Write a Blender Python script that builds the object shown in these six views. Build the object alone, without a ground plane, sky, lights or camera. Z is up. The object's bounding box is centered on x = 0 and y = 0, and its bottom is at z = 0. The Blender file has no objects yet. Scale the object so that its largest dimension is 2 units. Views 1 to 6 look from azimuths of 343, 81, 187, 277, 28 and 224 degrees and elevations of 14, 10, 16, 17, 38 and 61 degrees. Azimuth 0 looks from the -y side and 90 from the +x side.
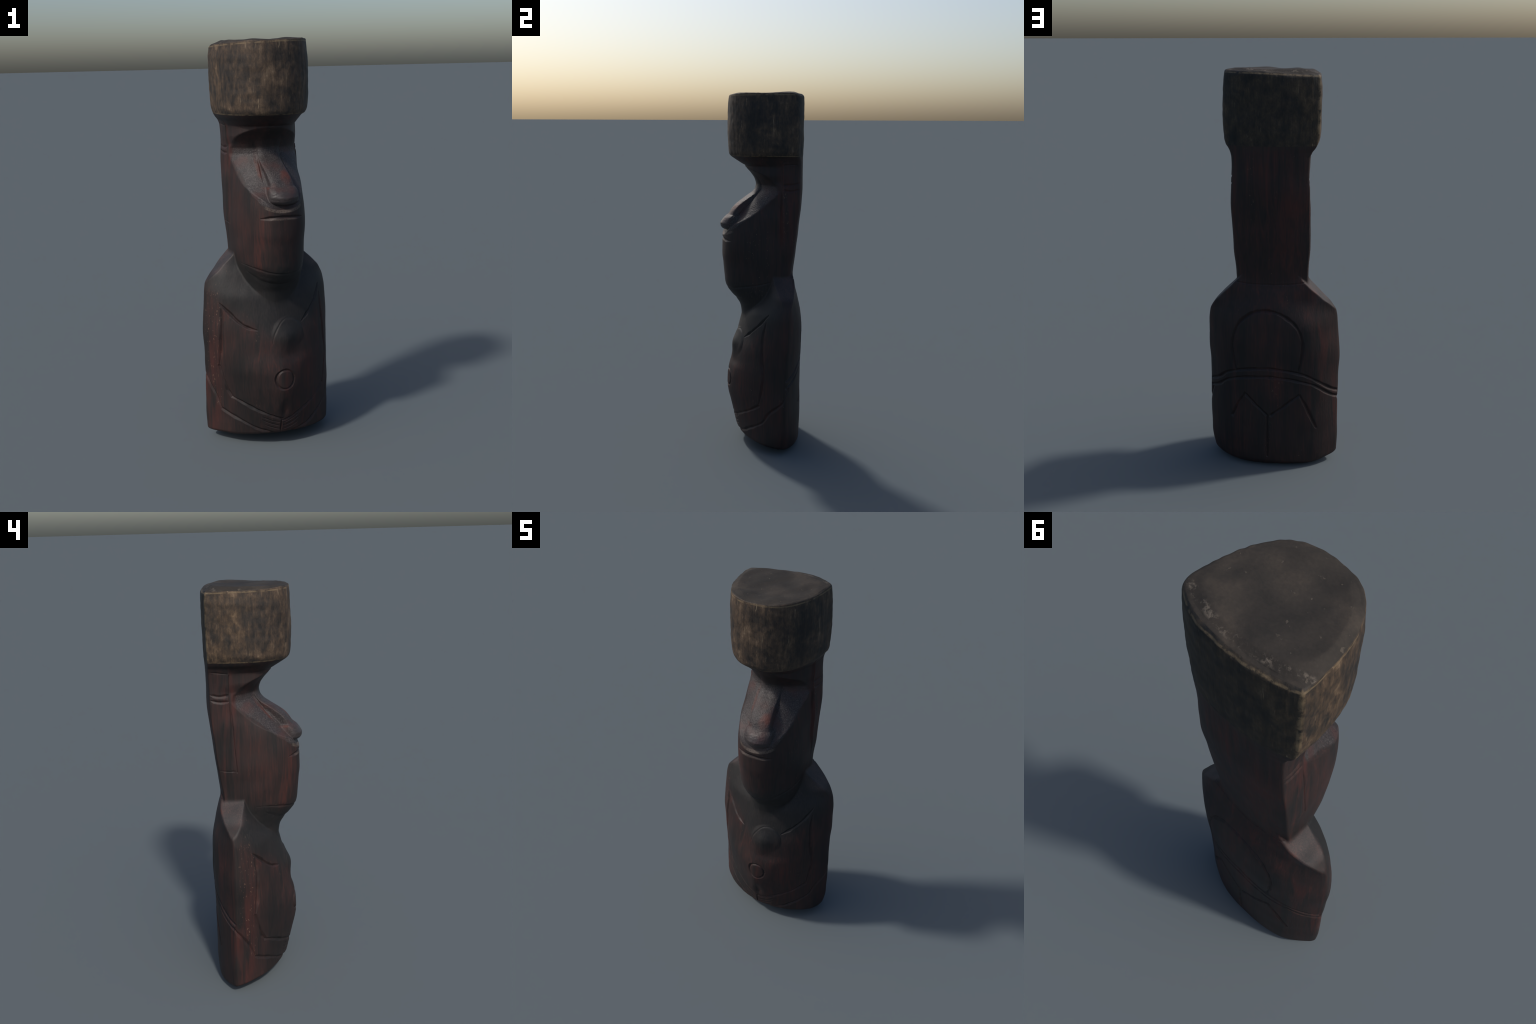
# Carved wooden ancestor figure with a tall cylindrical topknot.
# The body is one lofted surface: for every height a cross-section is described
# (rounded front, flatter back, corner ridges); brow, nose, cheeks, shoulders
# and the carved lines are added by rules, then the surface is split into parts.
import bpy, math
import numpy as np
from mathutils import Vector

NT = 900                      # samples around
CX, CY = 0.0, 0.09            # loft axis


# ----------------------------------------------------------------- helpers
def curve(pts):
    """smooth monotone-ish interpolator through (z, value) control points"""
    p = np.array(sorted(pts), float)
    x, y = p[:, 0], p[:, 1]
    h = np.diff(x); d = np.diff(y) / h
    m = np.zeros_like(x); m[0], m[-1] = d[0], d[-1]
    for i in range(1, len(x) - 1):
        if d[i - 1] * d[i] > 0:
            w1, w2 = 2 * h[i] + h[i - 1], h[i] + 2 * h[i - 1]
            m[i] = (w1 + w2) / (w1 / d[i - 1] + w2 / d[i])

    def f(q):
        q = np.clip(q, x[0], x[-1])
        i = np.clip(np.searchsorted(x, q) - 1, 0, len(x) - 2)
        t = (q - x[i]) / h[i]
        return ((1 + 2 * t) * (1 - t) ** 2 * y[i] + t * (1 - t) ** 2 * h[i] * m[i]
                + t * t * (3 - 2 * t) * y[i + 1] + t * t * (t - 1) * h[i] * m[i + 1])
    n = 4000                      # tabulate: the loft asks millions of times
    tq = np.linspace(x[0], x[-1], n); tv = f(tq)
    return lambda q: np.interp(q, tq, tv)


def sstep(a, b, x):
    t = np.clip((x - a) / (b - a), 0, 1)
    return t * t * (3 - 2 * t)


def smax(a, b, k):
    h = np.clip(0.5 + 0.5 * (a - b) / k, 0, 1)
    return b + (a - b) * h + k * h * (1 - h)


def smin(a, b, k):
    return -smax(-a, -b, k)


_rng = np.random.RandomState(11)
_waves = [(_rng.normal(size=3), _rng.uniform(0, 6.28)) for _ in range(40)]


def wobble(x, y, z, freq, start=0, n=8):
    """cheap smooth noise from a handful of plane waves"""
    s = 0
    for v, ph in _waves[start:start + n]:
        s = s + np.sin(freq * (v[0] * x + v[1] * y + v[2] * z) + ph)
    return s / n ** 0.5


# ------------------------------------------------------- profiles over height
# head and topknot share one set of profiles (they are one piece of wood)
H_xl = curve([(.70, .16), (.80, .165), (.90, .172), (1.0, .176), (1.06, .177), (1.15, .185), (1.24, .188),
              (1.32, .189), (1.42, .188), (1.54, .185), (1.59, .187), (1.615, .196), (1.635, .212), (1.650, .220),
              (1.68, .229), (1.77, .234), (1.9, .235), (1.95, .229), (2.0, .225)])
H_xr = curve([(.70, .16), (.80, .165), (.90, .172), (1.0, .177), (1.03, .178), (1.14, .186), (1.24, .189),
              (1.32, .192), (1.40, .191), (1.48, .188), (1.54, .185), (1.59, .186), (1.615, .191), (1.635, .201),
              (1.650, .212), (1.68, .221), (1.74, .224), (1.8, .224), (1.88, .222), (1.94, .216), (2.0, .206)])
H_yr = curve([(.70, .11), (1.0, .137), (1.157, .158), (1.30, .173), (1.40, .184), (1.6, .188), (1.65, .182),
              (1.9, .180), (2.0, .176)])
H_yb = curve([(.70, .14), (.90, .163), (.97, .174), (1.04, .180), (1.15, .193), (1.26, .206), (1.34, .215),
              (1.40, .221), (1.5, .225), (1.6, .226), (1.7, .228), (1.83, .230), (1.9, .231), (1.96, .229), (2.0, .224)])
H_yf = curve([(.70, -.105), (.77, -.113), (.80, -.119), (.835, -.138), (.88, -.174), (.905, -.192), (.925, -.201),
              (.95, -.206), (.97, -.207), (1.05, -.213), (1.10, -.218), (1.15, -.217), (1.22, -.218), (1.3, -.216),
              (1.40, -.210), (1.45, -.195), (1.50, -.105), (1.54, -.091), (1.592, -.087), (1.604, -.106), (1.631, -.149),
              (1.646, -.169), (1.654, -.175), (1.67, -.179), (1.735, -.182), (1.83, -.184), (1.92, -.180), (2.0, -.168)])
# roundness of the front half, left (-x) and right (+x): 2 is an ellipse, less is a wedge, more a box
H_pl = curve([(.70, 2.0), (.88, 1.75), (.95, 2.0), (1.05, 2.2), (1.15, 2.25), (1.22, 2.15), (1.30, 1.98), (1.34, 1.88), (1.40, 1.72), (1.5, 1.85), (1.55, 2.5), (1.60, 2.5),
              (1.640, 2.5), (1.652, 2.5), (2.0, 2.5)])
H_pr = curve([(.70, 2.0), (.88, 2.35), (.95, 2.4), (1.05, 2.45), (1.16, 2.65), (1.22, 2.5), (1.30, 2.15), (1.40, 1.75), (1.5, 1.8), (1.55, 2.2), (1.60, 2.1),
              (1.640, 2.1), (1.652, 2.3), (2.0, 2.35)])

T_xl = curve([(0, .325), (.08, .330), (.16, .332), (.35, .330), (.43, .333), (.52, .335), (.59, .337), (.70, .331),
              (.79, .323), (.843, .314), (1.03, .305)])
T_xr = curve([(0, .308), (.05, .318), (.09, .326), (.14, .332), (.23, .334), (.39, .330), (.53, .328), (.62, .332), (.75, .328),
              (.81, .321), (.845, .312), (1.03, .305)])
# shoulder facets: how far out the sloping chips let the shoulders reach
S_x = curve([(.70, .40), (.80, .342), (.843, .307), (.868, .291), (.889, .272), (.921, .242), (.952, .209), (.98, .182), (1.0, .162), (1.03, .12)])
T_yl = curve([(0, .090), (.25, .086), (.40, .080), (.60, .077), (.78, .080), (.86, .092), (.95, .125), (1.03, .14)])
T_yrt = curve([(0, .085), (.25, .085), (.40, .090), (.60, .100), (.78, .112), (.86, .120), (.95, .135), (1.03, .14)])
T_yb = curve([(0, .206), (.07, .211), (.19, .213), (.41, .213), (.5, .216), (.62, .220), (.70, .219), (.77, .215),
              (.85, .205), (.90, .193), (.966, .173), (1.03, .15)])
T_yf = curve([(0, -.112), (.03, -.122), (.08, -.143), (.13, -.156), (.18, -.168), (.22, -.178), (.29, -.191), (.33, -.195),
              (.39, -.194), (.446, -.185), (.5, -.172), (.53, -.165), (.58, -.153), (.63, -.139), (.68, -.124),
              (.73, -.110), (.77, -.097), (.82, -.068), (.87, -.036), (.92, -.010), (.96, .002), (1.03, .03)])
T_pl = curve([(0, 1.8), (.05, 1.62), (.10, 1.5), (.16, 1.41), (.25, 1.36), (.35, 1.38), (.5, 1.47), (.7, 1.6), (.8, 1.65), (.9, 1.65), (1.03, 1.6)])
T_pr = curve([(0, 2.6), (.05, 2.25), (.10, 1.9), (.16, 1.66), (.25, 1.56), (.35, 1.60), (.5, 1.75), (.7, 1.8), (.8, 1.75), (.9, 1.65), (1.03, 1.6)])

# the big notch under the brow: where the wood was cut back, mid-line and sideways sweep
CUT_m = curve([(1.203, -.25), (1.210, -.219), (1.220, -.209), (1.234, -.199), (1.25, -.187), (1.29, -.160), (1.33, -.131), (1.37, -.099),
               (1.41, -.062), (1.44, -.034), (1.465, -.018), (1.485, -.016), (1.50, -.022), (1.525, -.034), (1.55, -.053),
               (1.57, -.072), (1.584, -.084), (1.592, -.100), (1.605, -.25)])
CUT_c = curve([(1.20, .0), (1.25, .03), (1.29, .06), (1.33, .094), (1.37, .106), (1.46, .092), (1.5, .086), (1.543, .066),
               (1.571, .048), (1.592, .02), (1.62, .01), (1.66, .0)])
NOSE_y = curve([(1.238, -.190), (1.243, -.214), (1.25, -.224), (1.262, -.230), (1.275, -.2305), (1.285, -.225), (1.306, -.208), (1.326, -.184), (1.35, -.168),
                (1.372, -.149), (1.411, -.098), (1.43, -.070), (1.446, -.047), (1.468, -.031), (1.49, -.027), (1.52, -.034),
                (1.55, -.05), (1.57, -.06)])
NOSE_w = curve([(1.23, .045), (1.245, .062), (1.26, .070), (1.29, .072), (1.315, .068), (1.326, .058), (1.40, .055), (1.48, .056), (1.56, .062)])


def front_half(x, y, w, yr, yf, p):
    u = np.abs(x) / w
    v = np.maximum(yr - y, 0) / np.maximum(yr - yf, 1e-3)
    return ((u ** p + v ** p) ** (1 / p) - 1) * np.minimum(w, 0.25)


def arched_back(x, y, w, yr, yb, pb):
    """low arch meeting the sides in a crisp corner"""
    return (y - (yr + (yb - yr) * (1 - np.minimum(np.abs(x) / w, 1.2) ** pb))) * 0.93


def bottom_tilt(y):
    return np.maximum(0, 0.185 - y) * 0.20


def rim_height(x, y):
    """offset of the topknot's upper edge, lowest at the left rear corner"""
    return 0.018 + .045 * np.minimum(x, 0) + .02 * np.maximum(x, 0) - .012 * np.maximum(y, 0) * sstep(.1, -.2, x) + .0012 * wobble(x, y, 0, 40, 2)


def solid(x, y, zeta):
    """signed field; zeta is the loft height before base and top are shaped"""
    z = zeta + (bottom_tilt(y) + .014 * sstep(-.18, -.31, x)) * np.clip(1 - zeta / .35, 0, 1) ** 2
    z = z + np.where(zeta > 1.9, 0, 0)
    # head + topknot
    left = x < 0
    w = np.where(left, H_xl(z), H_xr(z))
    # the ear strip stands proud of the cheek
    step = sstep(1.02, 1.26, z) * sstep(1.63, 1.58, z)
    w = w - (np.where(left, .006, .010) * sstep(.097, .087, y)) * step
    yr = H_yr(z) - np.where(left, 0, .014) * sstep(1.62, 1.68, z)
    head = front_half(x, y, w, yr, H_yf(z), np.where(left, H_pl(z), H_pr(z)))
    back = arched_back(x, y, w, yr, H_yb(z), np.where(left, 2.2, 3.0))
    head = smax(head, back, np.where(left, .006, .018))
    zl = z - .020 * np.minimum(((x - .012) / .09) ** 2, 1.5) * sstep(1.30, 1.25, z)   # lip ledge curls up at its ends
    cut = CUT_m(zl) - .007 * sstep(1.24, 1.28, z) * sstep(1.47, 1.42, z) * sstep(-.08, .06, x) + CUT_c(z) * np.minimum(np.abs(x) / .16, 1.3) ** 2
    incut = (z > 1.2) & (z < 1.60)
    c = (cut - y) * 0.75
    head = np.where(incut, smax(head, c, 0.004), head)
    # nose ridge left standing in the notch
    nw = NOSE_w(z); xn = x - .016 + .018 * sstep(1.30, 1.45, z)
    tip = sstep(1.34, 1.27, z)
    ny = NOSE_y(z) + (0.016 + .020 * tip) * (np.abs(xn) / nw) ** (3.6 - 1.5 * tip)
    nose = smax((ny - y) * 0.75, (np.abs(xn) - nw) * 0.9, 0.005 + .006 * tip)
    nose = smax(nose, y - .1, .01)
    nose = np.where((z > 1.236) & (z < 1.56), nose, 1.0)
    head = smin(head, nose, 0.007)
    # torso with sloping shoulders
    w = np.where(left, T_xl(z), T_xr(z))
    yr = np.where(left, T_yl(z), T_yrt(z))
    yf = T_yf(z) - .014 * np.exp(-((x - .035) / .05) ** 2 - ((z - .585) / .05) ** 2)
    tor = smax(front_half(x, y, w, yr, yf, np.where(left, T_pl(z), T_pr(z))),
               arched_back(x, y, w, yr, T_yb(z) + .003, np.where(left, 2.9, 3.0) - 1.35 * sstep(.74, .92, z)), .012 - .006 * sstep(.8, .9, z))
    tor = smax(tor, (np.abs(x) - S_x(z) + np.where(left, .016, .007) * sstep(.82, .90, z)) * .75, .007)
    tor = np.where(z < 1.03, tor, 1.0)
    head = np.where(z > .70, head, 1.0)
    g = smin(head, tor, 0.010)
    # rounded lower rim and upper rim
    R = 0.026 + .016 * sstep(.10, .2, y)
    k = np.clip(R - zeta, 0, R)
    g = g + (R - np.sqrt(np.maximum(R * R - k * k, 0)))
    R = 0.005 + 0.016 * sstep(.12, .2, y)
    k = np.clip(zeta - (ZTOP - R), 0, R)
    g = g + (R - np.sqrt(np.maximum(R * R - k * k, 0)))
    return g, z


ZTOP = 1.962


def loft():
    zr = [np.linspace(0, .03, 16)[:-1], np.linspace(.03, 1.2, 560)[:-1], np.linspace(1.2, 1.27, 60)[:-1],
          np.linspace(1.27, 1.60, 170)[:-1], np.linspace(1.60, 1.68, 70)[:-1], np.linspace(1.68, ZTOP - .03, 130)[:-1],
          np.linspace(ZTOP - .03, ZTOP, 26)]
    zeta = np.concatenate(zr)
    th = np.linspace(0, 2 * np.pi, NT, endpoint=False)
    c, s = np.cos(th)[None, :], np.sin(th)[None, :]
    Z = np.repeat(zeta[:, None], NT, 1)
    lo = np.full(Z.shape, 0.02); hi = np.full(Z.shape, 0.46)
    for _ in range(15):
        mid = (lo + hi) / 2
        g, _z = solid(CX + mid * c, CY + mid * s, Z)
        ins = g < 0
        lo = np.where(ins, mid, lo); hi = np.where(ins, hi, mid)
    r = (lo + hi) / 2
    x, y = CX + r * c, CY + r * s
    _, z = solid(x, y, Z)
    # caps as shrinking rings
    def rings(xr, yr_, n, power=1.0):
        out = []
        for i in range(1, n):
            f = (1 - i / n)
            out.append((CX + (xr - CX) * f, CY + (yr_ - CY) * f))
        return out
    rows = [np.stack([x, y, z], 2)]
    low = [np.stack([a, b, bottom_tilt(b) + .014 * sstep(-.18, -.31, a)], 1)[None] for a, b in rings(x[0], y[0], 24)]
    top = [np.stack([a, b, np.full_like(a, ZTOP)], 1)[None] for a, b in rings(x[-1], y[-1], 80)]
    V = np.concatenate(low[::-1] + rows + top, 0)
    zt, xx, yy = V[..., 2].copy(), V[..., 0], V[..., 1]
    V[..., 2] = zt + sstep(1.86, ZTOP, zt) * rim_height(xx, yy)
    # the end-grain face swells up from the rim and is gently dimpled
    t = np.zeros(V.shape[0]); t[-len(top):] = np.arange(1, len(top) + 1) / 80
    tt = t[:, None] / (1 + 1.1 * sstep(.05, .18, yy))         # the swell is softer toward the rear
    swell = sstep(-.03, .13, tt) * (t > 0)[:, None]
    dim = .0022 * wobble(xx, yy, 0, 16, 0) + .0012 * wobble(xx, yy, 0, 55, 8) - .010 * np.exp(-(xx ** 2 + (yy + .01) ** 2) / .022)
    V[..., 2] += swell * (.010 + .001 * np.maximum(yy, -.1) / .2 - .004 * np.minimum(xx, 0) / .2 + dim)
    return V, len(low), len(zeta)


def normals(V):
    a = np.roll(V, -1, 1) - np.roll(V, 1, 1)
    b = np.empty_like(V); b[1:-1] = V[2:] - V[:-2]; b[0] = V[1] - V[0]; b[-1] = V[-1] - V[-2]
    n = np.cross(a, b)
    return n / np.maximum(np.linalg.norm(n, axis=2, keepdims=True), 1e-12)


# ------------------------------------------------------------------ carving
def surface_point(V, nl, nz, az, z):
    """point of the lofted surface at azimuth az (degrees, 0 = front, 90 = +x) and height z"""
    col = ((az - 90) % 360) / 360 * NT
    j = int(col) % NT; f = col - int(col)
    a, b = V[nl:nl + nz, j], V[nl:nl + nz, (j + 1) % NT]
    c = a * (1 - f) + b * f
    return np.array([np.interp(z, c[:, 2], c[:, k]) for k in (0, 1)] + [z])


def trace(V, nl, nz, pts, smooth=True, step=.0016):
    """dense 3D line on the surface through (azimuth, height) control points"""
    p = np.array(pts, float)
    out = []
    n = len(p)
    for i in range(n - 1):
        p0, p1, p2, p3 = p[max(i - 1, 0)], p[i], p[i + 1], p[min(i + 2, n - 1)]
        length = math.hypot(math.radians(p2[0] - p1[0]) * .27, p2[1] - p1[1])
        for t in np.linspace(0, 1, max(3, int(length / step)), endpoint=(i == n - 2)):
            if smooth:
                q = 0.5 * (2 * p1 + (p2 - p0) * t + (2 * p0 - 5 * p1 + 4 * p2 - p3) * t * t + (3 * p1 - p0 - 3 * p2 + p3) * t ** 3)
            else:
                q = p1 + (p2 - p1) * t
            out.append(surface_point(V, nl, nz, q[0], q[1]))
    return np.array(out)


def circle(az, z, raz, rz, n=24):
    return [(az + raz * math.cos(2 * math.pi * i / n), z + rz * math.sin(2 * math.pi * i / n)) for i in range(n + 1)]


# (name, depth, half width, smooth, taper, control points as azimuth/height)
LINES = [
    ('collar', 0.0103, 0.0115, True, True, [(-70, .742), (-60, .697), (-48, .652), (-38, .630), (-27, .617)]),
    ('collar', 0.0089, 0.0115, True, True, [(31, .636), (38, .655), (47, .682), (59, .727), (66, .762), (72, .792)]),
    ('arm_line', 0.0097, 0.0147, True, True, [(-68, .712), (-66, .656), (-66, .575), (-67, .495), (-69.5, .418)]),
    ('arm_line', 0.0084, 0.0119, False, False, [(-69.5, .418), (-66, .356), (-62, .295), (-58, .264)]),
    ('arm_line', 0.0084, 0.0119, True, False, [(-58, .264), (-43, .235), (-29, .205), (-14, .178), (0, .152)]),
    ('hip_line', 0.0071, 0.0122, False, False, [(-90, .368), (-84, .325), (-76, .255), (-70, .186)]),
    ('hip_line', 0.0071, 0.0122, True, False, [(-70, .186), (-60, .162), (-47, .136), (-31, .101), (-17, .080), (-8, .068)]),
    ('arm_line', 0.0097, 0.0147, True, True, [(69, .750), (65.5, .665), (65, .550), (67, .458), (66, .392), (63.5, .325), (61, .272)]),
    ('arm_line', 0.0084, 0.0119, True, False, [(61, .272), (47, .229), (27, .186), (9, .150), (0, .142)]),
    ('hip_line', 0.0071, 0.0122, True, False, [(93, .385), (88, .315), (82, .280), (73, .236), (66, .180), (55, .144), (45, .120), (35, .095), (15, .072)]),
    ('navel', 0.0075, 0.0094, False, False, circle(2.3, .373, 9.6, .049)),
    ('arch', 0.0088, 0.0117, True, False, [(122, .520), (120, .591), (119.5, .666), (123, .742), (129, .795), (143, .834), (165, .846),
                                         (197, .837), (220, .800), (230, .751), (234, .685), (233, .611), (230, .530)]),
    ('belt', 0.0093, 0.0107, True, False, [(91, .430), (101, .458), (113, .506), (135, .536), (173, .546), (212, .538), (235, .516),
                                         (250, .475), (265, .413), (271, .392)]),
    ('belt', 0.0093, 0.0107, True, False, [(91, .392), (101, .420), (113, .466), (134, .492), (173, .501), (217, .492), (242, .464),
                                         (253, .433), (265, .380), (270, .362)]),
    ('zigzag', 0.0086, 0.0111, False, False, [(116, .270), (123, .344), (132, .402), (148, .346), (172, .288)]),
    ('zigzag', 0.0086, 0.0111, False, False, [(181, .291), (207, .339), (232, .405), (240, .340), (250, .218)]),
    ('spine', 0.0071, 0.0101, False, False, [(172, .288), (172, .177), (171.5, .060)]),
    ('nape', 0.0030, 0.0060, True, False, [(110, .978), (125, .971), (167, .972), (228, .974), (250, .982)]),
    ('ear_notch', 0.0048, 0.0095, True, True, [(-117, 1.496), (-105, 1.487), (-91, 1.494)]),
    ('ear_notch', 0.0053, 0.0095, True, True, [(-116, 1.470), (-105, 1.461), (-90, 1.464)]),
    ('ear_notch', 0.0048, 0.0095, True, True, [(91, 1.495), (106, 1.496), (119, 1.506)]),
    ('ear_notch', 0.0053, 0.0095, True, True, [(91, 1.468), (105, 1.461), (118, 1.471)]),
    ('ear_edge', 0.0030, 0.0060, True, True, [(92, 1.600), (104, 1.603), (115, 1.605)]),
    ('ear_edge', 0.0030, 0.0060, True, True, [(-92, 1.592), (-104, 1.597), (-114, 1.600)]),
    ('ear_edge', 0.0028, 0.0050, True, True, [(-107, 1.129), (-97, 1.126), (-84, 1.126)]),
    ('ear_edge', 0.0028, 0.0060, True, False, [(-90.5, 1.585), (-91, 1.46), (-89, 1.39), (-86, 1.254), (-83, 1.123)]),
    ('ear_edge', 0.0028, 0.0060, True, False, [(91.5, 1.60), (91, 1.482), (89, 1.377), (88, 1.145)]),
    ('mouth', 0.0083, 0.0115, True, True, [(-20, 1.178), (-10, 1.185), (-3, 1.1885), (5, 1.187), (12, 1.184), (20, 1.181)]),
    ('jaw', 0.0034, 0.0100, True, True, [(-55, .940), (-37, .935), (-22, .925), (-12, .916), (0, .910), (11, .909), (31, .925), (54, .941), (72, .957)]),
    ('jaw', 0.0030, 0.0220, True, True, [(-42, .905), (-30, .880), (-20, .862), (-8, .851), (8, .847), (22, .856)]),
    ('nose_edge', 0.0042, 0.0065, True, True, [(-32, 1.478), (-26, 1.44), (-21, 1.40), (-18, 1.36), (-16, 1.33)]),
    ('nose_edge', 0.0042, 0.0065, True, True, [(28, 1.46), (24, 1.42), (20, 1.37), (17, 1.30)]),
    ('knob', 0.0022, 0.0080, True, True, [(-10, .545), (-6, .600), (3, .652), (14, .668), (25, .650), (31, .615), (30, .570)]),
    # fingers: four to a hand, meeting at a centre seam
    ('finger', 0.0063, 0.0060, False, False, [(0, .152), (-.5, .110), (-1, .072)]),
    ('finger', 0.0050, 0.0046, True, True, [(-23, .166), (-12, .145), (-1, .131)]),
    ('finger', 0.0050, 0.0046, True, True, [(-24, .149), (-13, .127), (-1, .110)]),
    ('finger', 0.0050, 0.0046, True, True, [(-21, .122), (-12, .105), (-1, .090)]),
    ('finger', 0.0050, 0.0046, True, True, [(1, .128), (11, .140), (24, .166)]),
    ('finger', 0.0050, 0.0046, True, True, [(1, .108), (12, .120), (25, .147)]),
    ('finger', 0.0050, 0.0046, True, True, [(1, .088), (12, .099), (23, .121)]),
]


def carve(V, nl, nz):
    rows = V.shape[0]
    N = normals(V)
    P = V.reshape(-1, 3).astype(np.float32)
    D = np.zeros(rows * NT, np.float32)
    for k, (name, depth, hw, smooth, taper, pts) in enumerate(LINES):
        L = trace(V, nl, nz, pts, smooth).astype(np.float32)
        m = hw * 1.1
        lo, hi = L.min(0) - m, L.max(0) + m
        idx = np.where(((P >= lo) & (P <= hi)).all(1))[0]
        n = len(L)
        s = np.linspace(0, 1, n)
        width = hw * (0.9 + 0.15 * np.sin(s * n * .05 + k) + .08 * np.sin(s * n * .17 + 2 * k))
        if taper:
            width = width * (0.25 + 0.75 * np.minimum(1, np.minimum(s, 1 - s) / .22))
        width = width.astype(np.float32)
        for c in range(0, len(idx), 20000):
            ii = idx[c:c + 20000]
            q = P[ii]
            d2 = (q * q).sum(1)[:, None] + (L * L).sum(1)[None] - 2 * q @ L.T
            rel = np.sqrt(np.maximum(d2, 0)) / width[None]
            j = rel.argmin(1)
            t = np.clip(1 - rel[np.arange(len(ii)), j], 0, 1)
            dep = depth * (width[j] / hw) * t ** 1.15
            D[ii] = np.maximum(D[ii], dep)
    D = D.reshape(rows, NT)
    x, y, z = V[..., 0], V[..., 1], V[..., 2]
    front = y < .05
    # soft dent of the lower belly above the hands, raised knob under the collar
    D += np.where(front, .010 * np.exp(-((x - .012) / .022) ** 2 - ((z - .205) / .042) ** 2), 0)
    e = ((x - .045) / .085) ** 2 + ((z - .590) / .085) ** 2
    D -= np.where(front & (z > .4), .005 * sstep(1.12, .55, e) * sstep(.50, .60, z), 0)
    D += np.where(front, .006 * np.exp(-((x - .06) / .07) ** 2 - ((z - .485) / .03) ** 2), 0)
    # tool marks: shallow waviness everywhere, upright chisel traces on the topknot
    side = np.zeros(rows); side[nl:nl + nz] = 1
    D += (.0011 * wobble(x, y, z, 22, 3) + .0005 * wobble(x, y, z * .4, 60, 9)) * side[:, None]
    hat = sstep(1.650, 1.660, z) * side[:, None]
    D += hat * (.0006 * wobble(x, y, z * .12, 120, 14) + .0004 * wobble(x, y, z, 90, 20))
    # finely stippled cheeks
    face = front * sstep(1.24, 1.27, z) * sstep(1.50, 1.47, z) * (z > 1.41 + .8 * (y - .03))
    D += face * .00022 * (wobble(x, y, z, 170, 5, 16) + wobble(x, y, z, 330, 20, 16))
    return V - N * D[..., None]
# ---------------------------------------------------------------- materials
RIM_Z = 1.9765


def nodes_of(name):
    m = bpy.data.materials.new(name); m.use_nodes = True
    nt = m.node_tree; nt.nodes.clear()
    return m, nt


class G:
    """tiny helper to write node graphs as expressions"""
    def __init__(s, nt):
        s.nt = nt
        s.co = s.n('ShaderNodeTexCoord').outputs['Object']
        x = s.n('ShaderNodeSeparateXYZ'); s.link(s.co, x.inputs[0])
        s.x, s.y, s.z = x.outputs

    def n(s, t): return s.nt.nodes.new(t)

    def link(s, a, b): s.nt.links.new(a, b)

    def put(s, v, sock):
        if hasattr(v, 'is_output'): s.link(v, sock)
        else: sock.default_value = v

    def math(s, op, a, b=0.0, c=0.0, clamp=False):
        m = s.n('ShaderNodeMath'); m.operation = op; m.use_clamp = clamp
        for i, v in enumerate((a, b, c)): s.put(v, m.inputs[i])
        return m.outputs[0]

    def mul(s, a, b): return s.math('MULTIPLY', a, b)
    def add(s, a, b): return s.math('ADD', a, b)
    def sub(s, a, b): return s.math('SUBTRACT', a, b)

    def step(s, v, a, b):
        m = s.n('ShaderNodeMapRange'); m.interpolation_type = 'SMOOTHSTEP'
        s.put(v, m.inputs['Value'])
        m.inputs['From Min'].default_value = a; m.inputs['From Max'].default_value = b
        return m.outputs[0]

    def stretch(s, sx, sy, sz, loc=(0, 0, 0)):
        m = s.n('ShaderNodeMapping'); s.link(s.co, m.inputs[0])
        m.inputs['Scale'].default_value = (sx, sy, sz); m.inputs['Location'].default_value = loc
        return m.outputs[0]

    def noise(s, vec, scale, detail=4, rough=.55, dist=0):
        m = s.n('ShaderNodeTexNoise'); s.link(vec, m.inputs['Vector'])
        m.inputs['Scale'].default_value = scale; m.inputs['Detail'].default_value = detail
        m.inputs['Roughness'].default_value = rough; m.inputs['Distortion'].default_value = dist
        return m.outputs[0]

    def ramp(s, v, stops):
        m = s.n('ShaderNodeValToRGB'); s.put(v, m.inputs[0])
        e = m.color_ramp.elements
        while len(e) < len(stops): e.new(.5)
        for k, (p, c) in zip(e, stops):
            k.position = p; k.color = (*c, 1)
        return m.outputs[0]

    def mix(s, f, a, b, mode='MIX'):
        m = s.n('ShaderNodeMix'); m.data_type = 'RGBA'; m.blend_type = mode
        s.put(f, m.inputs[0])
        for v, k in ((a, 6), (b, 7)):
            if hasattr(v, 'is_output'): s.link(v, m.inputs[k])
            else: m.inputs[k].default_value = (*v, 1)
        return m.outputs[2]

    def spot(s, px, py, pz, rx, ry, rz):
        """soft blob around a point, 1 in the middle"""
        d = 0.0
        for c, p, r in ((s.x, px, rx), (s.y, py, ry), (s.z, pz, rz)):
            t = s.math('DIVIDE', s.sub(c, p), r)
            d = s.add(d, s.mul(t, t))
        return s.step(d, 1.6, .1)

    def finish(s, color, rough, bump, strength=.3, distance=.002, spec=.5):
        b = s.n('ShaderNodeBsdfPrincipled'); o = s.n('ShaderNodeOutputMaterial')
        s.put(color, b.inputs['Base Color']); s.put(rough, b.inputs['Roughness'])
        b.inputs['Specular IOR Level'].default_value = spec
        k = s.n('ShaderNodeBump'); k.inputs['Strength'].default_value = strength; k.inputs['Distance'].default_value = distance
        s.link(bump, k.inputs['Height']); s.link(k.outputs[0], b.inputs['Normal'])
        s.link(b.outputs[0], o.inputs[0])


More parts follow.
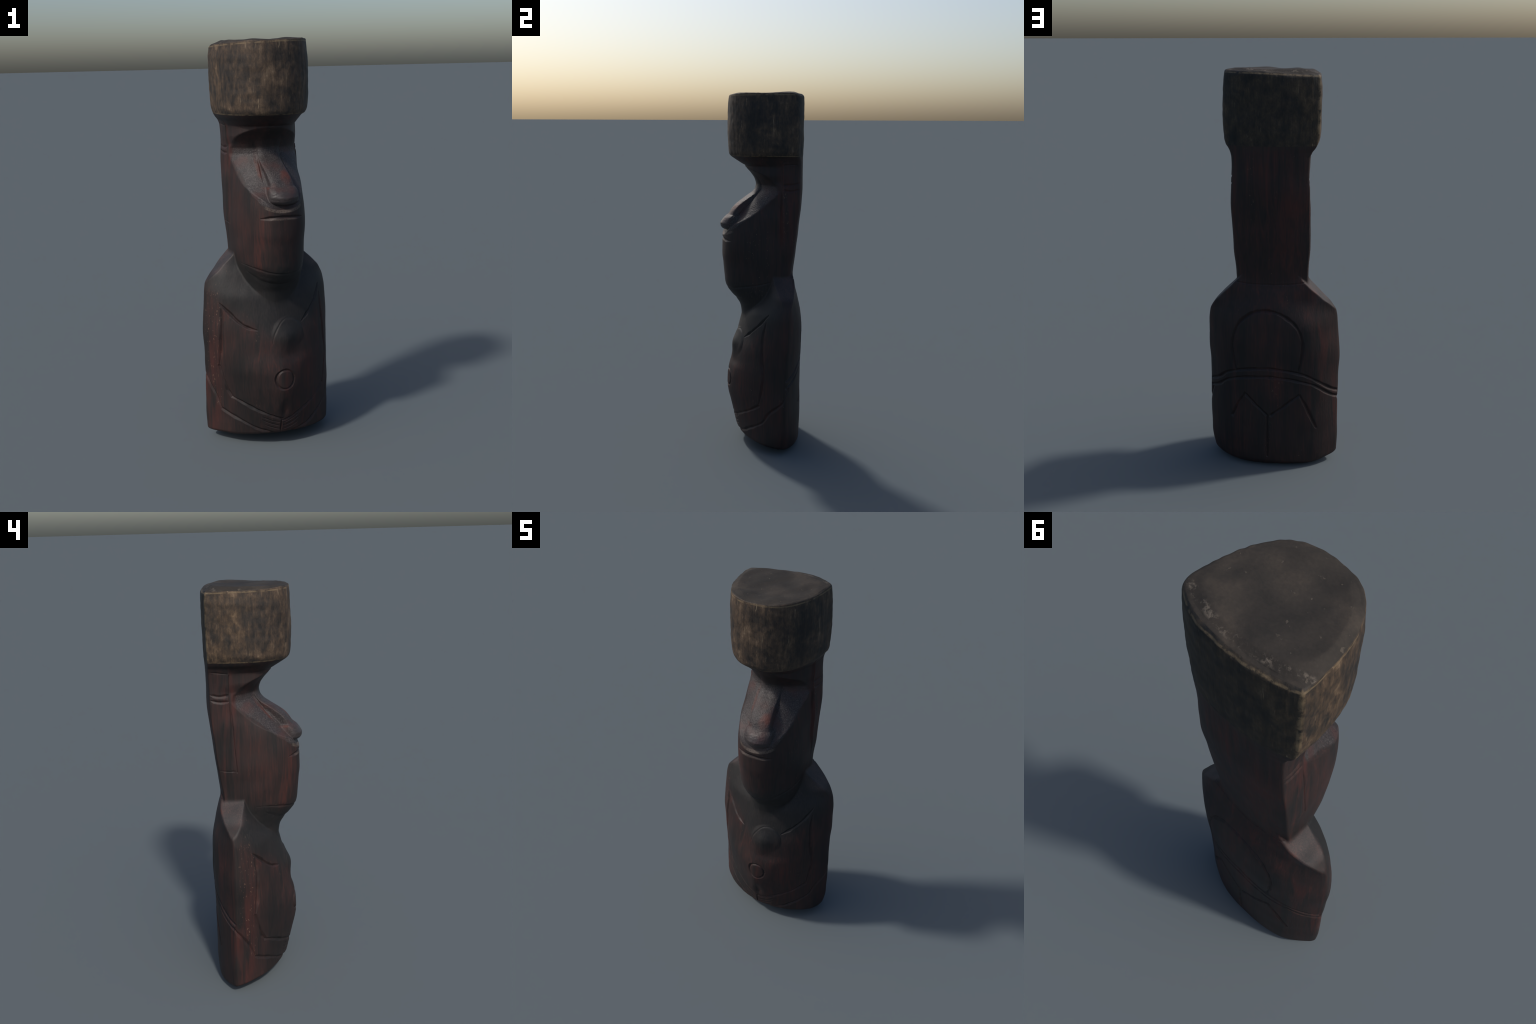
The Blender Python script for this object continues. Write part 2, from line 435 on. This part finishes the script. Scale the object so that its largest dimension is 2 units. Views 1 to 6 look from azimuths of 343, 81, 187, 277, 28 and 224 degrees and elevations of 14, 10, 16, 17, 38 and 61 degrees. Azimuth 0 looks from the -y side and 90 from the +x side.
def wood_material():
    m, nt = nodes_of('dark_red_wood'); g = G(nt)
    grain = g.noise(g.stretch(20, 20, 1.3), 1.5, 6, .62, 1.1)            # broad upright bands
    fibre = g.noise(g.stretch(130, 130, 5, (3, 1, 0)), 1.2, 4, .6)      # fine fibres
    blot = g.noise(g.stretch(5, 5, 2.2, (0, 4, 1)), 1.3, 4, .55)        # large red / black clouds
    v = g.add(g.mul(grain, .48), g.add(g.mul(fibre, .30), g.mul(blot, .44)))
    col = g.ramp(v, [(.46, (.0115, .0112, .0112)), (.55, (.0175, .0130, .0125)), (.66, (.0300, .0165, .0150)), (.80, (.0640, .0215, .0170))])
    # grey-black, rubbed chest between neck and collar lines
    zc = g.add(.53, g.mul(.80, g.math('ABSOLUTE', g.sub(g.x, .03))))
    wob = g.mul(g.sub(blot, .5), .16)
    chest = g.mul(g.step(g.add(g.sub(g.z, zc), wob), -.05, .05), g.mul(g.step(g.y, .09, .02), g.step(g.add(g.z, wob), .99, .90)))
    soot = g.mix(g.step(fibre, .35, .75), (.0120, .0124, .0126), (.0205, .0200, .0196))
    col = g.mix(g.mul(chest, .85), col, soot)
    # brighter red wear on the ears, the side of the neck and low on the flank
    red = g.math('MAXIMUM', g.spot(-.19, .10, 1.35, .05, .05, .26), g.spot(-.31, .05, .30, .06, .08, .36))
    red = g.math('MAXIMUM', red, g.spot(.19, .10, 1.35, .05, .05, .26))
    red = g.math('MAXIMUM', red, g.mul(.7, g.math('MAXIMUM', g.spot(-.05, .21, 1.38, .12, .06, .28), g.spot(-.20, .17, .52, .14, .09, .30))))
    red = g.mul(red, g.step(g.add(g.mul(grain, .5), g.mul(blot, .5)), .42, .62))
    col = g.mix(g.mul(red, .60), col, (.062, .0180, .0150))
    # face cut: paler, stippled wood
    face = g.sub(g.z, g.add(1.386, g.mul(.80, g.y)))
    dots = g.noise(g.stretch(1, 1, 1), 210, 2, .6)
    face = g.step(g.add(face, g.mul(g.sub(g.noise(g.stretch(1, 1, 1), 60, 3), .5), .02)), -.004, .008)
    face = g.mul(face, g.mul(g.step(g.z, 1.222, 1.245), g.step(g.z, 1.512, 1.47)))
    face = g.mul(face, g.step(g.y, .075, .06))
    tipm = g.spot(.018, -.22, 1.275, .09, .06, .05)
    dots = g.add(g.mul(dots, g.sub(1.0, g.mul(tipm, .8))), g.mul(.42, tipm))
    pale = g.ramp(dots, [(.32, (.020, .0175, .0178)), (.52, (.038, .032, .0325)), (.72, (.078, .068, .067))])
    rosy = g.noise(g.stretch(1, 1, 1, (2, 0, 5)), 11, 3)
    pale = g.mix(g.mul(g.step(rosy, .46, .68), .75), pale, (.056, .028, .026))
    warm = g.math('MAXIMUM', g.spot(-.066, -.05, 1.42, .012, .09, .075), g.spot(.035, -.15, 1.365, .028, .08, .030))
    warm = g.math('MAXIMUM', warm, g.spot(-.062, -.15, 1.32, .02, .03, .008))
    pale = g.mix(g.mul(g.mul(warm, g.step(rosy, .30, .65)), .7), pale, (.105, .029, .019))
    col = g.mix(g.mul(face, .9), col, pale)
    # bare tan wood on the lip ledge and the lower lip
    lx = g.math('DIVIDE', g.sub(g.x, .012), .09)
    lz = g.sub(g.sub(g.z, g.mul(g.sub(rosy, .5), .012)), g.add(1.2165, g.mul(.020, g.mul(lx, lx))))
    lip = g.mul(g.step(g.math('ABSOLUTE', lz), .0095, .005), g.mul(g.step(g.y, -.135, -.155), g.step(g.math('ABSOLUTE', lx), 1.1, .9)))
    lip2 = g.mul(g.mul(g.step(g.z, 1.174, 1.178), g.step(g.z, 1.187, 1.183)), g.mul(g.step(g.y, -.15, -.17), g.step(g.math('ABSOLUTE', g.sub(g.x, .003)), .075, .055)))
    lip = g.mul(g.math('MAXIMUM', lip, g.mul(lip2, .6)), g.step(dots, .25, .55))
    col = g.mix(g.mul(lip, g.step(rosy, .18, .48)), col, (.088, .068, .056))
    # flecks where the stain chipped off
    fl = g.noise(g.stretch(1, 1, .55), 150, 1, .4)
    zone = g.noise(g.stretch(11, 11, 2, (7, 7, 7)), 1.2, 2)
    col = g.mix(g.mul(g.step(fl, .66, .75), g.add(g.mul(g.step(zone, .56, .68), .55), g.mul(.8, g.mul(g.step(zone, .40, .55), g.spot(-.30, .02, .62, .06, .06, .34))))), col, (.125, .075, .052))
    # shoulder chips coloured paler, mottled from grey to red
    sh = g.mul(g.mul(g.step(g.z, .865, .895), g.step(g.z, 1.0, .975)), g.step(g.math('ABSOLUTE', g.x), .170, .185))
    sh = g.mul(sh, g.mul(g.step(g.y, .02, .045), g.step(g.y, .165, .135)))
    chip = g.ramp(g.add(g.mul(dots, .4), g.mul(blot, .6)), [(.40, (.030, .027, .028)), (.52, (.060, .042, .040)), (.62, (.105, .038, .028))])
    col = g.mix(g.mul(sh, .75), col, chip)
    stain = g.mul(g.step(g.add(g.z, g.mul(g.sub(blot, .5), .10)), 1.628, 1.654), g.step(g.y, .165, .195))
    col = g.mix(g.mul(stain, .3), col, (.026, .0215, .0170))
    rough = g.sub(g.add(.42, g.mul(g.add(fibre, blot), .16)), g.mul(.20, g.spot(.018, -.22, 1.275, .07, .05, .04)))
    bump = g.add(g.mul(fibre, .7), g.add(g.mul(g.mul(face, g.sub(1.0, tipm)), g.mul(dots, 1.6)), g.mul(g.noise(g.stretch(1, 1, .6), 90, 3), .6)))
    g.finish(col, rough, bump, .35, .0022, .32)
    return m


def topknot_material():
    m, nt = nodes_of('weathered_brown_wood'); g = G(nt)
    fibre = g.noise(g.stretch(120, 120, 7), 1.2, 5, .65)
    streak = g.noise(g.stretch(38, 38, 3.2, (5, 0, 2)), 1.3, 5, .62, .3)
    patch = g.noise(g.stretch(1, 1, .8, (1, 2, 3)), 9, 5, .62, .5)
    speck = g.noise(g.stretch(1, 1, .55), 48, 6, .75)
    v = g.add(g.mul(streak, .16), g.add(g.mul(fibre, .12), g.add(g.mul(patch, .50), g.mul(speck, .48))))
    col = g.ramp(v, [(.52, (.0150, .0136, .0128)), (.595, (.031, .0235, .0185)), (.67, (.058, .0390, .0262)), (.75, (.102, .069, .0445)), (.84, (.215, .160, .108))])
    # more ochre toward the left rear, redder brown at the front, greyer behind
    ochre = g.spot(-.24, .13, 1.80, .16, .14, .25)
    col = g.mix(g.mul(ochre, .5), col, (1.30, 1.25, 1.10), 'MULTIPLY')
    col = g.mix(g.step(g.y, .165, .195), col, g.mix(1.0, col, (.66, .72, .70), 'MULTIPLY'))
    # dark horizontal chatter marks on the left flank
    cut = g.noise(g.stretch(7, 7, 70, (0, 3, 0)), 1.2, 3, .6, .8)
    cutm = g.mul(g.step(cut, .60, .70), g.mul(g.step(g.noise(g.stretch(1, 1, 1), 6, 2), .45, .6), g.step(g.x, .0, -.15)))
    col = g.mix(g.mul(cutm, .7), col, (.018, .016, .014))
    # pale scratches
    scr = g.noise(g.stretch(150, 150, 9, (9, 9, 1)), 1.0, 2, .5)
    col = g.mix(g.mul(g.step(scr, .66, .75), g.step(patch, .46, .62)), col, (.24, .18, .115))
    # worn edges: top rim, bottom rim and the crisp left rear corner
    wn = g.noise(g.stretch(1, 1, 1, (4, 4, 4)), 30, 4, .7)
    tilt = g.add(RIM_Z, g.add(g.mul(.045, g.math('MINIMUM', g.x, 0.0)), g.mul(.02, g.math('MAXIMUM', g.x, 0.0))))
    tilt = g.sub(tilt, g.mul(.012, g.mul(g.math('MAXIMUM', g.y, 0.0), g.step(g.x, .1, -.2))))
    rim = g.step(g.math('ABSOLUTE', g.sub(g.z, tilt)), .0050, .001)
    low = g.mul(g.step(g.math('ABSOLUTE', g.sub(g.z, 1.6545)), .005, .001), g.step(g.y, .19, .16))
    cx = g.math('ABSOLUTE', g.add(g.x, .2275)); cy = g.math('ABSOLUTE', g.sub(g.y, .180))
    corner = g.step(g.math('MAXIMUM', cx, cy), .0085, .003)
    edge = g.math('MAXIMUM', g.math('MAXIMUM', rim, g.mul(low, .8)), corner)
    edge = g.mul(edge, g.step(wn, .36, .56))
    col = g.mix(g.mul(edge, .65), col, (.190, .138, .080))
    bump = g.add(g.mul(fibre, .6), g.add(g.mul(speck, .9), g.mul(streak, .6)))
    g.finish(col, g.add(.55, g.mul(speck, .25)), bump, .5, .0035, .35)
    return m


def top_material():
    m, nt = nodes_of('grey_end_grain'); g = G(nt)
    cloud = g.noise(g.stretch(1, 1, 1, (3, 3, 0)), 7, 4, .5, .3)
    fine = g.noise(g.stretch(1, 1, 1), 90, 4, .65)
    col = g.ramp(g.add(g.mul(cloud, .7), g.mul(fine, .3)), [(.36, (.0235, .0210, .0185)), (.52, (.0360, .0305, .0255)), (.66, (.0540, .0435, .0345))])
    # crumbled pale line just inside the rear rim, and a few nicks
    back = g.sub(g.y, g.sub(.195, g.mul(1.1, g.mul(g.x, g.x))))
    line = g.mul(g.step(g.math('ABSOLUTE', back), .016, .004), g.step(g.add(g.mul(fine, .6), g.mul(g.noise(g.stretch(1, 1, 1, (1, 0, 0)), 24, 3), .6)), .58, .72))
    col = g.mix(g.mul(line, .7), col, (.15, .125, .10))
    nick = g.step(g.noise(g.stretch(1, 1, 1, (6, 1, 0)), 55, 2, .4), .70, .76)
    col = g.mix(g.mul(nick, .5), col, (.11, .09, .07))
    g.finish(col, .78, g.add(fine, g.add(line, nick)), .35, .003, .2)
    return m


# -------------------------------------------------------------------- build
V, NL, NZ = loft()
V = carve(V, NL, NZ)
V[..., 2] -= V[..., 2].min()
V[..., 2] *= 2.0 / V[..., 2].max()
rows = V.shape[0]
# close both poles with one more point each
flat = np.concatenate([V.reshape(-1, 3), V[0].mean(0)[None], V[-1].mean(0)[None]])
idx = np.arange(rows * NT).reshape(rows, NT)
a, b = idx[:-1], np.roll(idx, -1, 1)[:-1]
c, d = np.roll(idx, -1, 1)[1:], idx[1:]
quads = np.stack([a, b, c, d], -1)                       # (rows-1, NT, 4)
N = normals(V).reshape(-1, 3)
N = np.concatenate([N, [[0, 0, -1]], [[0, 0, 1]]])
centre = flat[quads].mean(2)
X, Y, Z = centre[..., 0], centre[..., 1], centre[..., 2]
AZ = np.degrees(np.arctan2(X - CX, -(Y - CY)))           # 0 front, +90 right, -90 left
row = np.repeat(np.arange(rows - 1)[:, None], NT, 1)


def azline(name_points):
    p = np.array(name_points); o = p[:, 0].argsort()
    return lambda q: np.interp(q, p[o, 0], p[o, 1])


jaw_z = azline([(-180, .975), (-110, .978), (-75, .965), (-48, .938), (-22, .925), (0, .910), (11, .909), (31, .925), (54, .941), (75, .960), (110, .978), (180, .975)])
hand_top = azline([(-58, .264), (-43, .235), (-29, .205), (-14, .178), (0, .152), (9, .150), (27, .186), (47, .229), (61, .272)])
hand_low = azline([(-70, .186), (-60, .162), (-47, .136), (-31, .101), (-17, .080), (-8, .068), (15, .072), (35, .095), (45, .120), (55, .144), (66, .180)])
inner_l = azline([(.264, -58), (.295, -62), (.356, -66), (.418, -69.5), (.495, -67), (.575, -66), (.656, -66), (.727, -69), (.80, -72)])
inner_r = azline([(.272, 61), (.325, 63.5), (.392, 66), (.458, 67), (.55, 65), (.665, 65.5), (.765, 70), (.80, 72)])
outer_low = azline([(-90, .368), (-84, .325), (-76, .255), (-70, .186), (66, .180), (73, .236), (82, .28), (88, .315), (93, .385)])

LAB = np.full(X.shape, 'torso', dtype=object)
neck = (Z > .80) & (Z <= jaw_z(AZ)) & (np.hypot(X / .175, (Y - .03) / .20) < 1.0) & (Y < .06)
LAB[neck] = 'neck'
LAB[Z > jaw_z(AZ)] = 'head'
upper = (Z > .264) & (Z < .80) & (Z > outer_low(AZ))
LAB[upper & (AZ > -92) & (AZ < inner_l(Z)) & (Z > .264)] = 'arm'
LAB[upper & (AZ < 92) & (AZ > inner_r(Z)) & (Z > .272)] = 'arm.001'
fore = (Z < hand_top(AZ)) & (Z > np.maximum(hand_low(AZ), np.where(np.abs(AZ) > 66, outer_low(AZ), 0)))
LAB[fore & (AZ < -27) & (AZ > -76)] = 'arm'
LAB[fore & (AZ > 27) & (AZ < 76)] = 'arm.001'
LAB[fore & (AZ <= 0) & (AZ >= -27)] = 'hand'
LAB[fore & (AZ > 0) & (AZ <= 27)] = 'hand.001'
LAB[(((AZ - 2.3) / 9.6) ** 2 + ((Z - .373) / .049) ** 2) < 1] = 'navel'
ear = (Z > 1.126) & (Z < 1.60)
LAB[ear & (AZ < -90) & (AZ > -116)] = 'ear'
LAB[ear & (AZ > 90) & (AZ < 116)] = 'ear.001'
LAB[(Z > 1.236) & (Z < 1.50) & (np.abs(X - .002) < NOSE_w(Z) + .003) & (Y < .0)] = 'nose'
LAB[(Z > 1.165) & (Z <= 1.236) & (np.abs(AZ) < 22)] = 'mouth'
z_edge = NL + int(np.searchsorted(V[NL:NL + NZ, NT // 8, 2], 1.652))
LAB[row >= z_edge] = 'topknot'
LAB[row >= NL + NZ - 3] = 'topknot_top'

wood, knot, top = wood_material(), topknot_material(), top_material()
root = bpy.data.objects.new('carved_wooden_statue', None)
root.empty_display_size = .2
bpy.context.collection.objects.link(root)
root['label'] = 'dark wooden ancestor statue with long face and topknot'
root['category'] = 'statue'

poles = {'torso': [(int(idx[0, (j + 1) % NT]), int(idx[0, j]), rows * NT) for j in range(NT)],
         'topknot_top': [(int(idx[-1, j]), int(idx[-1, (j + 1) % NT]), rows * NT + 1) for j in range(NT)]}
for name in ['torso', 'neck', 'head', 'nose', 'mouth', 'ear', 'ear.001', 'arm', 'arm.001', 'hand', 'hand.001', 'navel', 'topknot', 'topknot_top']:
    f = quads[LAB == name]
    tri = np.array(poles.get(name, []), int).reshape(-1, 3)
    used = np.unique(np.concatenate([f.ravel(), tri.ravel()]))
    remap = np.zeros(len(flat), int); remap[used] = np.arange(len(used))
    me = bpy.data.meshes.new(name.split('.')[0])
    me.vertices.add(len(used)); me.vertices.foreach_set('co', flat[used].ravel())
    loops = np.concatenate([remap[f].ravel(), remap[tri].ravel()])
    me.loops.add(len(loops)); me.loops.foreach_set('vertex_index', loops)
    nf = len(f) + len(tri)
    start = np.concatenate([np.arange(len(f)) * 4, len(f) * 4 + np.arange(len(tri)) * 3])
    me.polygons.add(nf); me.polygons.foreach_set('loop_start', start)
    me.update(calc_edges=True); me.validate()
    me.polygons.foreach_set('use_smooth', np.ones(nf, bool))
    me.normals_split_custom_set_from_vertices(N[used].tolist())
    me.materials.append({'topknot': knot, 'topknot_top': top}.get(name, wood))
    ob = bpy.data.objects.new(name.split('.')[0], me)
    bpy.context.collection.objects.link(ob)
    ob.parent = root
